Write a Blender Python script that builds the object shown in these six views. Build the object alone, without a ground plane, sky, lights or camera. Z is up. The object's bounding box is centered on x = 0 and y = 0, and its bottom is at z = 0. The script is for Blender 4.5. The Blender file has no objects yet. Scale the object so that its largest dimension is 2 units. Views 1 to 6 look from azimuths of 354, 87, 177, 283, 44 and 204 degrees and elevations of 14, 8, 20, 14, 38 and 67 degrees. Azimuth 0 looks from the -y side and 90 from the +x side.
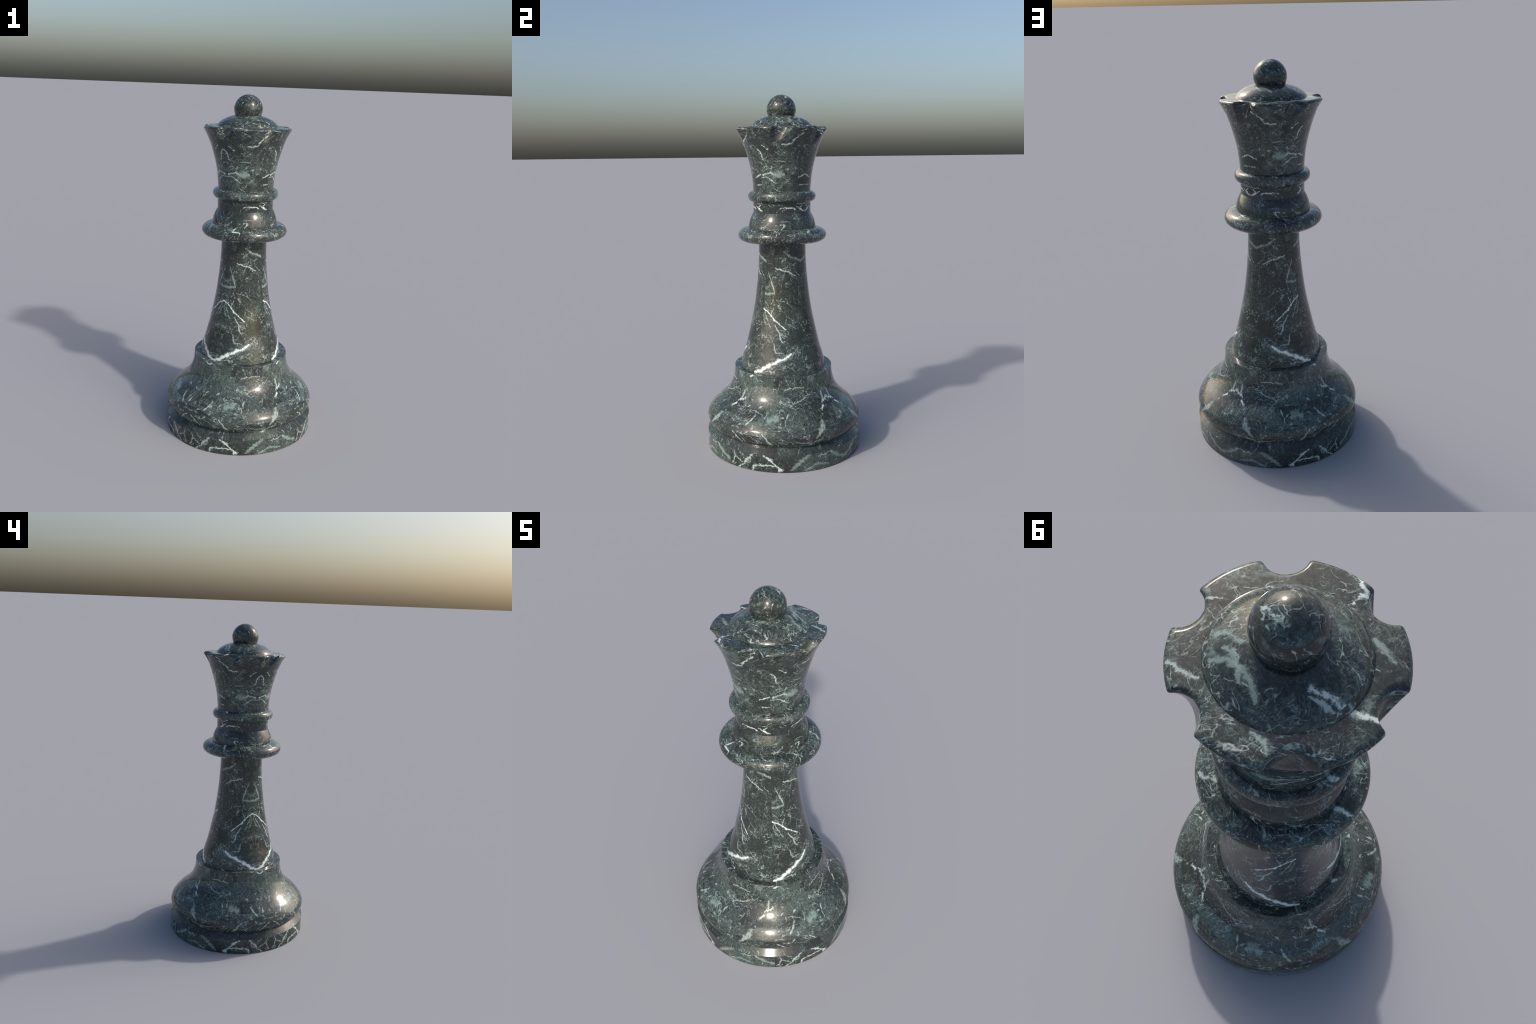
"""A polished dark-green marble chess queen, lathe-turned, with a notched crown."""
import bpy, bmesh, math
import numpy as np

# ------------------------------------------------------------------ profiles
def pchip(knots, n):
    """Smooth monotone curve r(z) through (r, z) knots listed top to bottom."""
    k = sorted(knots, key=lambda p: p[1])
    y = np.array([p[0] for p in k]); x = np.array([p[1] for p in k])
    h = np.diff(x); d = np.diff(y) / h
    m = np.zeros(len(x)); m[0], m[-1] = d[0], d[-1]
    for i in range(1, len(x) - 1):
        if d[i - 1] * d[i] > 0:
            w1, w2 = 2 * h[i] + h[i - 1], h[i] + 2 * h[i - 1]
            m[i] = (w1 + w2) / (w1 / d[i - 1] + w2 / d[i])
    z = np.linspace(x[-1], x[0], n)
    i = np.clip(np.searchsorted(x, z) - 1, 0, len(h) - 1)
    t = (z - x[i]) / h[i]
    r = ((2*t**3 - 3*t**2 + 1) * y[i] + (t**3 - 2*t**2 + t) * h[i] * m[i]
         + (-2*t**3 + 3*t**2) * y[i + 1] + (t**3 - t**2) * h[i] * m[i + 1])
    return list(zip(r, z))

def hermite(points, per=8):
    """Catmull-Rom curve through (r, z) points, free to turn back on itself."""
    P = np.array(points, float)
    P = np.vstack([2 * P[0] - P[1], P, 2 * P[-1] - P[-2]])
    out = []
    for i in range(1, len(P) - 2):
        for t in np.linspace(0, 1, per, endpoint=False):
            a, b, c, d = P[i - 1], P[i], P[i + 1], P[i + 2]
            out.append(tuple(.5 * (2*b + (c - a)*t + (2*a - 5*b + 4*c - d)*t*t + (3*b - a - 3*c + d)*t**3)))
    out.append(tuple(P[-2]))
    return out

def arc(rc, zc, a, b, start, stop, n):
    """Elliptic arc about (rc, zc), angles in degrees, 90 = up, 0 = outward."""
    return [(rc + a * math.cos(math.radians(t)), zc + b * math.sin(math.radians(t)))
            for t in np.linspace(start, stop, n)]

# ------------------------------------------------------------------ meshes
def finish(name, bm, parent, material, sharp=32):
    bmesh.ops.recalc_face_normals(bm, faces=bm.faces[:])
    mesh = bpy.data.meshes.new(name)
    bm.to_mesh(mesh); bm.free()
    mesh.shade_smooth()
    mesh.set_sharp_from_angle(angle=math.radians(sharp))
    mesh.materials.append(material)
    ob = bpy.data.objects.new(name, mesh)
    bpy.context.scene.collection.objects.link(ob)
    ob.parent = parent
    return ob

def lathe(name, profile, parent, material, segments=256, sharp=32):
    """Turn an (r, z) profile, top to bottom, about the z axis and close both ends."""
    bm = bmesh.new()
    rings = []
    for r, z in profile:
        if r < 1e-6:
            rings.append([bm.verts.new((0, 0, z))])
        else:
            rings.append([bm.verts.new((r * math.cos(2*math.pi*i/segments), r * math.sin(2*math.pi*i/segments), z))
                          for i in range(segments)])
    for A, B in zip(rings, rings[1:]):
        for i in range(segments):
            j = (i + 1) % segments
            if len(A) == 1:
                bm.faces.new((A[0], B[i], B[j]))
            elif len(B) == 1:
                bm.faces.new((A[i], B[0], A[j]))
            else:
                bm.faces.new((A[i], B[i], B[j], A[j]))
    for R in (rings[0], rings[-1]):
        if len(R) > 1:
            bm.faces.new(R)
    return finish(name, bm, parent, material, sharp)

# ------------------------------------------------------------------ marble
class Nodes:
    def __init__(self, tree):
        self.t = tree
    def new(self, kind, **props):
        n = self.t.nodes.new(kind)
        for k, v in props.items():
            setattr(n, k, v)
        return n
    def put(self, sock, val):
        if isinstance(val, bpy.types.NodeSocket):
            self.t.links.new(val, sock)
        elif val is not None:
            sock.default_value = val
    def math(self, op, a, b=None, c=None, clamp=False):
        n = self.new('ShaderNodeMath', operation=op, use_clamp=clamp)
        for s, v in zip(n.inputs, (a, b, c)):
            self.put(s, v)
        return n.outputs[0]
    def vec(self, op, a, b=None, scale=None):
        n = self.new('ShaderNodeVectorMath', operation=op)
        self.put(n.inputs[0], a)
        if b is not None:
            self.put(n.inputs[1], b)
        if scale is not None:
            self.put(n.inputs['Scale'], scale)
        return n.outputs['Value'] if op in ('DOT_PRODUCT', 'LENGTH', 'DISTANCE') else n.outputs[0]
    def xyz(self, x, y, z):
        n = self.new('ShaderNodeCombineXYZ')
        for s, v in zip(n.inputs, (x, y, z)):
            self.put(s, v)
        return n.outputs[0]
    def noise(self, v, scale, detail=5, rough=.6, distort=0.0, colour=False):
        n = self.new('ShaderNodeTexNoise')
        self.put(n.inputs['Vector'], v)
        for k, x in (('Scale', scale), ('Detail', detail), ('Roughness', rough), ('Distortion', distort)):
            n.inputs[k].default_value = x
        return n.outputs['Color' if colour else 'Fac']
    def step(self, x, lo, hi, out0=0.0, out1=1.0):
        n = self.new('ShaderNodeMapRange', interpolation_type='SMOOTHSTEP')
        for s, v in zip(n.inputs, (x, lo, hi, out0, out1)):
            self.put(s, v)
        return n.outputs[0]
    def mix(self, fac, a, b):
        n = self.new('ShaderNodeMix', data_type='RGBA')
        self.put(n.inputs['Factor'], fac)
        ia, ib = [s for s in n.inputs if s.type == 'RGBA']
        self.put(ia, a); self.put(ib, b)
        return [s for s in n.outputs if s.type == 'RGBA'][0]
    def turn(self, v, angle, sx, sy):
        n = self.new('ShaderNodeMapping', vector_type='TEXTURE')
        self.put(n.inputs['Vector'], v)
        n.inputs['Rotation'].default_value = (0, 0, math.radians(angle))
        n.inputs['Scale'].default_value = (sx, sy, 1)
        return n.outputs[0]
    def ridge(self, v, scale, width, detail=5, rough=.55, distort=.4):
        """Thin crooked lines along the middle level of a noise."""
        n = self.noise(v, scale, detail, rough, distort)
        d = self.math('ABSOLUTE', self.math('SUBTRACT', n, .5))
        return self.step(d, width, width * .15)

def segment_group():
    """Soft mask round the straight piece A-B."""
    g = bpy.data.node_groups.new('vein_piece', 'ShaderNodeTree')
    for nm, kind in (('P', 'NodeSocketVector'), ('A', 'NodeSocketVector'), ('B', 'NodeSocketVector'), ('Width A', 'NodeSocketFloat'), ('Width B', 'NodeSocketFloat')):
        g.interface.new_socket(nm, in_out='INPUT', socket_type=kind)
    g.interface.new_socket('Mask', in_out='OUTPUT', socket_type='NodeSocketFloat')
    N = Nodes(g)
    i = N.new('NodeGroupInput').outputs; o = N.new('NodeGroupOutput').inputs
    pa = N.vec('SUBTRACT', i['P'], i['A']); ba = N.vec('SUBTRACT', i['B'], i['A'])
    h = N.math('DIVIDE', N.vec('DOT_PRODUCT', pa, ba), N.vec('DOT_PRODUCT', ba, ba), clamp=True)
    d = N.vec('LENGTH', N.vec('SUBTRACT', pa, N.vec('SCALE', ba, scale=h)))
    wide = N.math('ADD', i['Width A'], N.math('MULTIPLY', h, N.math('SUBTRACT', i['Width B'], i['Width A'])))
    N.put(o['Mask'], N.math('SUBTRACT', 1.0, N.math('DIVIDE', d, wide), clamp=True))
    return g

DARK = (.0165, .0205, .0195, 1)
GREY = (.046, .058, .0535, 1)
GREEN = (.120, .168, .153, 1)
PALE = (.275, .370, .345, 1)
WHITE = (.760, .820, .800, 1)

# the figure seen on every horizontal face, as (x, y) runs
TOP_VEINS = (
    (.010, .75, [(-.080, .073), (-.120, .066), (-.165, .060), (-.222, .050), (-.26, .03)]),
    (.006, .60, [(-.090, .085), (-.130, .088), (-.155, .082)]),
    (.008, .42, [(.165, .035), (.120, .031), (.085, .045)]),
    (.009, .42, [(.130, .098), (.097, .085), (.047, .100), (.003, .137)]),
    (.006, .42, [(.110, .060), (.075, .080), (.050, .120)]),
    (.007, .60, [(.215, .120), (.180, .130), (.140, .128)]),
    (.004, .65, [(.220, -.043), (.188, -.067)]),
    (.008, .80, [(-.046, -.244), (-.080, -.216), (-.064, -.180)]),
    (.009, .42, [(-.140, -.117), (-.170, -.098), (-.200, -.088)]),
    (.007, .50, [(-.007, .179), (-.039, .193), (-.053, .215)]),
    (.004, .65, [(.051, .021), (.025, .027), (.002, .030)]))

def marble(name, around, seed, veins=(), patchwork=0.0, slope=0.0, green=0.0, chips=0.0,
           ragged=.040, wrap_all=False, tops=True, scatter=.75):
    """Green serpentine marble.

    The stone's figure is laid round the turned piece in quarters: the quarter
    repeats, and everything is mirrored across the plane x = y.  'around' is
    the radius that scales the quarter's width; 'veins' are the main white
    veins as (width, strength, [(degrees into the quarter, height), ...])."""
    m = bpy.data.materials.new(name); m.use_nodes = True
    t = m.node_tree; t.nodes.clear(); N = Nodes(t)
    out = N.new('ShaderNodeOutputMaterial'); bsdf = N.new('ShaderNodeBsdfPrincipled')
    N.put(out.inputs['Surface'], bsdf.outputs[0])
    P = N.new('ShaderNodeTexCoord').outputs['Object']
    sep = N.new('ShaderNodeSeparateXYZ'); N.put(sep.inputs[0], P)
    x, y, z = sep.outputs
    c = N.math('MULTIPLY', N.math('ADD', x, y), -math.sqrt(.5))
    w = N.math('ABSOLUTE', N.math('MULTIPLY', N.math('SUBTRACT', x, y), math.sqrt(.5)))
    s = N.math('MODULO', N.math('ARCTAN2', w, c), math.pi / 2)
    rad = N.math('SQRT', N.math('ADD', N.math('MULTIPLY', x, x), N.math('MULTIPLY', y, y)))
    v = N.math('SUBTRACT', z, N.math('MULTIPLY', rad, slope)) if slope else z
    side = N.xyz(N.math('MULTIPLY', s, around), v, seed)
    flat = N.xyz(x, y, seed + 3.7)
    nrm = N.new('ShaderNodeSeparateXYZ'); N.put(nrm.inputs[0], N.new('ShaderNodeNewGeometry').outputs['True Normal'])
    up = N.math('GREATER_THAN', N.math('ABSOLUTE', nrm.outputs[2]), .70)
    pick = N.new('ShaderNodeMix', data_type='VECTOR')
    vi = [q for q in pick.inputs if q.type == 'VECTOR' and q.name in 'AB']
    N.put(pick.inputs['Factor'], up); N.put(vi[0], side); N.put(vi[1], flat)
    p = [q for q in pick.outputs if q.type == 'VECTOR'][0]
    q0 = p
    if patchwork:
        vo = N.new('ShaderNodeTexVoronoi', distance='CHEBYCHEV')
        vo.inputs['Scale'].default_value = patchwork
        N.put(vo.inputs['Vector'], N.turn(p, 14, 1.25, .8))
        q0 = N.vec('ADD', p, N.vec('SCALE', vo.outputs['Color'], scale=7.0))
    wob = N.vec('SCALE', N.vec('SUBTRACT', N.noise(q0, 20, 3, .6, colour=True), (.5, .5, .5)), scale=.022)
    q = N.vec('ADD', q0, wob)
    # grain and cloudy patches
    cloud = N.step(N.noise(q, 6.0, 5, .6), .43 - green, .62 - green)
    busy = N.math('MULTIPLY_ADD', cloud, .7, .3)
    grain = N.step(N.noise(N.turn(q, -20, 1.5, 1), 95, 5, .75), .36, .68)
    fine = N.step(N.noise(q, 210, 3, .75), .40, .68)
    col = N.mix(N.math('MULTIPLY', grain, N.math('MULTIPLY_ADD', cloud, .5, .5)), DARK, GREY)
    col = N.mix(N.math('MULTIPLY', N.math('MULTIPLY', grain, fine), N.math('MULTIPLY_ADD', cloud, .78, .20)), col, GREEN)
    if patchwork:
        tone = N.new('ShaderNodeSeparateXYZ'); N.put(tone.inputs[0], vo.outputs['Color'])
        lit = N.math('MULTIPLY', N.step(tone.outputs[0], .45, .95), N.step(N.noise(q, 70, 4, .72), .34, .64))
        col = N.mix(N.math('MULTIPLY', lit, .42), col, (.150, .210, .190, 1))
    # sage clouds, ragged
    sage = N.math('MULTIPLY', N.step(N.noise(N.vec('ADD', q, (9.2, 4.4, 2.2)), 10, 5, .62, .3), .56 - green, .70 - green),
                  N.step(N.noise(N.turn(q, 30, 1.8, 1), 85, 4, .72), .38, .62))
    col = N.mix(N.math('MULTIPLY', sage, .60), col, (.185, .262, .236, 1))
    # fibres: fine short threads running every way
    for k, ang in enumerate((8, 47, 96, -28, -63)):
        qk = N.vec('ADD', q, (3.1 * k, 1.7 * k, 5.3 * k))
        line = N.ridge(N.turn(qk, ang, 2.6, 1), 72, .026, 2, .5, .2)
        gate = N.step(N.noise(qk, 13 + 2 * k, 4, .65), .52 - green, .68 - green)
        col = N.mix(N.math('MULTIPLY', N.math('MULTIPLY', line, N.math('MULTIPLY', gate, busy)), .58), col, PALE)
    # strokes: longer straight pale slashes
    for k, (ang, sc, amt) in enumerate(((26, 24, .70), (-34, 20, .70), (72, 27, .55))):
        qk = N.vec('ADD', q, (7.7 * k + 2.0, 4.3 * k, 1.9 * k))
        line = N.ridge(N.turn(qk, ang, 3.4, 1), sc, .016, 3, .55, .15)
        gate = N.step(N.noise(qk, 9 + 2 * k, 3, .6), .49 - green, .61 - green)
        broken = N.step(N.noise(qk, 75, 3, .7), .36, .56)
        col = N.mix(N.math('MULTIPLY', N.math('MULTIPLY', N.math('MULTIPLY', line, gate), broken), amt), col, (.42, .52, .49, 1))
    # scattered thin white veins
    q2 = N.vec('ADD', q, (1.3, 8.8, 4.1))
    thin = N.math('MULTIPLY', N.ridge(N.turn(q2, 30, 1.8, 1), 7, .006, 3, .5, 0), N.step(N.noise(q2, 6, 3, .5), .54, .62))
    thin = N.math('MULTIPLY', thin, N.step(N.noise(q2, 60, 3, .7), .38, .58))
    col = N.mix(N.math('MULTIPLY', thin, scatter), col, (.52, .61, .585, 1))
    if chips:                                   # angular white and sage flakes
        ch = N.new('ShaderNodeTexVoronoi', distance='MANHATTAN')
        ch.inputs['Scale'].default_value = 24
        N.put(ch.inputs['Vector'], N.turn(q, 37, 1.7, .75))
        rnd = N.new('ShaderNodeSeparateXYZ'); N.put(rnd.inputs[0], ch.outputs['Color'])
        flake = N.math('MULTIPLY', N.math('GREATER_THAN', rnd.outputs[0], 1 - chips), N.step(ch.outputs['Distance'], .46, .38))
        flake = N.math('MULTIPLY', flake, N.step(N.noise(q, 90, 4, .7), .32, .52, .25, 1))
        col = N.mix(N.math('MULTIPLY', flake, .6), col, N.mix(rnd.outputs[1], (.24, .33, .30, 1), (.62, .70, .68, 1)))
    # main veins at their places: ragged white core in a greenish fringe
    wrapped = N.xyz(N.math('MULTIPLY', s, around), z, seed)
    on_side = N.math('SUBTRACT', 1.0, up) if not wrap_all else 1.0
    for base, scale, mask, lines in ((wrapped, (math.radians(1) * around, 1), on_side, veins),
                                     (flat, (1, 1), up, TOP_VEINS if tops else ())):
        if not lines:
            continue
        rag = N.vec('SCALE', N.vec('SUBTRACT', N.noise(base, 30, 5, .75, colour=True), (.5, .5, .5)), scale=ragged)
        vp = N.vec('MULTIPLY', N.vec('ADD', base, rag), (1, 1, 0))
        tear = N.math('SUBTRACT', N.noise(N.turn(base, 35, 1.6, 1), 85, 5, .75), .5)
        shred = N.math('SUBTRACT', N.noise(N.vec('ADD', base, (5, 5, 0)), 40, 5, .75), .5)
        for width, strength, pts in lines:
            total = None
            A = [(u * scale[0], v2 * scale[1], 0) for u, v2 in pts]
            taper = [.55 + .45 * math.sin(math.pi * (i + .35) / (len(A) - .3)) for i in range(len(A))]
            for i, (a, b) in enumerate(zip(A, A[1:])):
                n = N.new('ShaderNodeGroup'); n.node_tree = PIECE
                N.put(n.inputs['P'], vp); n.inputs['A'].default_value = a
                n.inputs['B'].default_value = b
                n.inputs['Width A'].default_value = width * 2 * taper[i]; n.inputs['Width B'].default_value = width * 2 * taper[i + 1]
                total = n.outputs[0] if total is None else N.math('MAXIMUM', total, n.outputs[0])
            total = N.math('MULTIPLY', total, mask)
            fringe = N.step(N.math('MULTIPLY_ADD', shred, 1.8, total), .25, .80)
            fringe = N.math('MULTIPLY', fringe, N.step(total, .02, .3))
            core = N.step(N.math('ADD', N.math('MULTIPLY_ADD', tear, 1.3, total), N.math('MULTIPLY', shred, 1.6)), .55, .92)
            core = N.math('MULTIPLY', core, N.step(total, .12, .4))
            tint = tuple(p1 + (w1 - p1) * max(0, min(1, (strength - .4) / .5)) for p1, w1 in zip((.28, .37, .345, 1), WHITE))
            col = N.mix(N.math('MULTIPLY', fringe, .30 + .25 * strength), col, (.20, .28, .255, 1))
            col = N.mix(N.math('MULTIPLY', core, min(1, strength * 1.25 - .05)), col, tint)
    N.put(bsdf.inputs['Base Color'], col)
    bsdf.inputs['Roughness'].default_value = .14
    bsdf.inputs['IOR'].default_value = 1.5
    return m

PIECE = segment_group()

# ------------------------------------------------------------------ the queen
queen = bpy.data.objects.new('chess_queen', None)
bpy.context.scene.collection.objects.link(queen)
queen['label'] = 'polished dark green marble chess queen with notched crown'
queen['category'] = 'chess piece'

RIM = 1.8235         # flat top of the crown

plinth_stone = marble('plinth_marble', .443, 11.0, green=-.03, patchwork=3.0, ragged=.055, tops=False, veins=(
    (.007, .68, [(8, .003), (12, .026), (15, .055), (17, .072), (20, .089)]),
    (.004, .65, [(13, .030), (17.5, .050), (18, .080)]),
    (.007, .68, [(18.5, .004), (19.4, .027), (27, .036), (36, .033)]),
    (.0075, .75, [(27, .088), (31, .070), (34, .050), (39.5, .004)]),
    (.005, .65, [(2, .012), (5, .06), (3, .085)]),
    (.003, .6, [(5, .06), (13, .030)]),
    (.011, .42, [(46, .015), (53, .055), (58, .089)]),
    (.010, .42, [(76, .089), (83, .050), (90, .030)]),
    (.007, .42, [(57, .010), (66, .034), (74, .022)]),
    (.005, .6, [(66, .074), (77, .089)])))
foot_stone = marble('foot_marble', .40, 23.0, patchwork=5.0, slope=.75, chips=.07, wrap_all=True, veins=(
    (.007, .8, [(0, .455), (4, .464)]),
    (.016, .40, [(29, .262), (36, .272)]),
    (.004, .6, [(42, .240), (43, .262), (46, .290)]),
    (.004, .6, [(42, .402), (65, .410)]),
    (.004, .55, [(47, .325), (65, .358)]),
    (.007, .75, [(77, .292), (81, .306)]),
    (.010, .6, [(84, .326), (85.5, .371)]),
    (.006, .7, [(82, .320), (90, .337)]),
    (.004, .6, [(2, .196), (10, .144)]),
    (.005, .6, [(26, .205), (33, .145)]),
    (.010, .5, [(65, .182), (72, .224)]),
    (.010, .5, [(68, .212), (73, .245)]),
    (.006, .6, [(12, .235), (17, .275)]),
    (.004, .5, [(50, .160), (62, .150), (70, .165)])))
stem_stone = marble('stem_marble', .19, 31.0, tops=False, scatter=.2, ragged=.026, veins=(
    (.0060, .85, [(0, .821), (8, .811), (17, .789), (25.5, .763), (35, .739), (47, .711)]),
    (.003, .6, [(17, .790), (23, .825)]),
    (.0035, .5, [(5, .806), (10, .770), (13.4, .748), (19, .721)]),
    (.003, .5, [(2, .800), (4, .760), (9, .735)]),
    (.0055, .62, [(27.4, .733), (32.5, .707), (36, .686), (37.3, .654), (41.7, .645)]),
    (.004, .55, [(37, .691), (43, .666)]),
    (.0135, 1.0, [(0, .474), (7, .482), (16, .502), (28.5, .531), (42.5, .556), (53, .580)]),
    (.005, .5, [(26.6, .634), (29.6, .589), (38.3, .586)]),
    (.008, .5, [(45, 1.142), (60, 1.112), (90, 1.085)]),
    (.006, .55, [(8, 1.017), (16, .965), (22.5, .929), (24, .905)]),
    (.008, .45, [(0, .901), (22, .908)]),
    (.005, .65, [(25, 1.051), (52, 1.030), (72, 1.006)]),
    (.003, .5, [(28, .874), (36, .864), (45, .867)])))
neck_stone = marble('neck_marble', .165, 47.0, green=-.02, scatter=.4, veins=(
    (.005, .8, [(70, 1.390), (76, 1.384), (90, 1.362)]),
    (.004, .7, [(79, 1.387), (86, 1.399)]),
    (.003, .6, [(72, 1.405), (90, 1.408)]),
    (.004, .75, [(37, 1.382), (61, 1.385), (67, 1.375)]),
    (.004, .7, [(38, 1.295), (47, 1.294), (40, 1.272)])))
ring_stone = marble('ring_marble', .22, 59.0, green=.03)
crown_stone = marble('crown_marble', .19, 67.0, green=.015, veins=(
    (.005, .6, [(57, 1.748), (71, 1.783)]),
    (.005, .65, [(41, 1.726), (56, 1.728), (60, 1.753)]),
    (.004, .7, [(10, 1.725), (20, 1.701)]),
    (.004, .7, [(0, 1.705), (6.4, 1.683), (9.5, 1.647)]),
    (.006, .65, [(4, 1.565), (20, 1.578), (28, 1.566)]),
    (.004, .65, [(0, 1.551), (10, 1.554), (21.5, 1.534), (27.6, 1.525)]),
    (.022, .45, [(30, 1.566), (42, 1.563)]),
    (.005, .7, [(74, 1.549), (90, 1.564)]),
    (.004, .65, [(77, 1.506), (90, 1.512)]),
    (.005, .5, [(25, 1.609), (20, 1.580)]),
    (.004, .5, [(29, 1.640), (47, 1.634)])))
dome_stone = marble('dome_marble', .16, 71.0, green=.02)
ball_stone = marble('ball_marble', .075, 83.0)

# plinth: upright wall with a steep chamfer rising under the foot
lathe('plinth', [(.383, .1525), (.443, .0915), (.443, 0.0)], queen, plinth_stone)

# bell-shaped foot: flat ledge, cavetto, fat bead
foot = ([(.20, .4695), (.2790, .4695), (.2798, .4685)]
        + hermite([(.2800, .464), (.2828, .430), (.2881, .400), (.3018, .360), (.3231, .325), (.3542, .291),
                   (.3995, .252), (.4305, .215), (.4412, .192)], 10)
        + arc(.3690, .185, .0735, .0750, 0, -72, 24))
lathe('foot', foot, queen, foot_stone)

# tapering stem
lathe('stem', pchip([(.1320, 1.2), (.1340, 1.1), (.1401, 1.0), (.1506, .9), (.1651, .8), (.1859, .7),
                     (.2090, .6), (.2302, .53), (.2490, .46)], 90), queen, stem_stone)

# big lower ring
lathe('collar_ring', arc(.193, 1.2238, .0564, .0430, 90, 0, 24) + arc(.193, 1.2238, .0564, .0385, -3, -90, 20), queen, ring_stone)

# neck: short drum on a quarter-round shoulder
neck = [(.1615, 1.44), (.1615, 1.352)] + hermite([(.1615, 1.352), (.1712, 1.334), (.1817, 1.309), (.1874, 1.2868), (.1905, 1.2684), (.1915, 1.25)], 8)
lathe('neck', neck, queen, neck_stone, sharp=20)

# thin upper ring
lathe('crown_ring', arc(.1605, 1.4415, .030, .0300, 90, -90, 32), queen, ring_stone)

# crown: flared cup with six leaning scalloped notches in the rim
def crown(parent, material, segments=1080):
    prof = pchip([(.2665, 1.83), (.2606, 1.82), (.2424, 1.79), (.2264, 1.76), (.2092, 1.72), (.1935, 1.67),
                  (.1780, 1.61), (.1675, 1.55), (.1612, 1.476), (.1605, 1.44)], 400)
    pz = np.array([p[1] for p in prof])[::-1]; pr = np.array([p[0] for p in prof])[::-1]
    fillet = .0155
    zs = list(np.linspace(1.44, 1.70, 40, endpoint=False)) + list(np.linspace(1.70, RIM - fillet, 60, endpoint=False))
    zs += [RIM - fillet + fillet * math.sin(math.radians(a)) for a in np.linspace(0, 90, 14)]
    th = np.arange(segments) * 2 * math.pi / segments          # azimuth from -y towards +x
    bm = bmesh.new(); rings = []
    for z in zs:
        lift = max(0.0, z - (RIM - fillet))
        inset = fillet - math.sqrt(max(0.0, fillet**2 - lift**2))
        r0 = float(np.interp(min(z, RIM - fillet * .8), pz, pr)) - inset
        # each notch is a leaning cylinder: its centre slides sideways with height
        a = (th - math.radians(27.5) + math.pi / 6) % (math.pi / 3) - math.pi / 6
        slide = .58 * (z - 1.815)
        A, B, D = .0515 + inset, .0545 + inset, .2625
        ca, sa = np.cos(a), np.sin(a)
        # march along each spoke to the surface of (cup minus notch), edges rounded by k
        k = .008
        lo, hi = np.full(segments, .12), np.full(segments, r0)
        for _ in range(26):
            mid = .5 * (lo + hi)
            notch = (np.hypot((mid * ca - D) / A, (mid * sa - slide) / B) - 1) * A
            f, g = mid - r0, -notch
            h = np.clip(k - np.abs(f - g), 0, None) / k
            inside = np.maximum(f, g) + h * h * k * .25 < 0
            lo = np.where(inside, mid, lo); hi = np.where(inside, hi, mid)
        r = .5 * (lo + hi)
        rings.append([bm.verts.new((ri * math.sin(t), -ri * math.cos(t), z)) for ri, t in zip(r, th)])
    rings.append([bm.verts.new((.16 * math.sin(t), -.16 * math.cos(t), RIM)) for t in th])
    for P, Q in zip(rings, rings[1:]):
        for i in range(segments):
            j = (i + 1) % segments
            bm.faces.new((P[i], P[j], Q[j], Q[i]))
    bm.faces.new(rings[0]); bm.faces.new(rings[-1])
    return finish('crown', bm, parent, material, sharp=60)
crown(queen, crown_stone)

# dome inside the crown, and the ball on top
lathe('dome', [(0, 1.8925)] + arc(0, 1.7995, .1835, .093, 86, 8, 48) + [(.178, 1.80)], queen, dome_stone)
lathe('ball', [(0, 2.0)] + arc(0, 1.9188, .0812, .0812, 87, -70, 64) + [(0, 1.8424)], queen, ball_stone, segments=128, sharp=60)
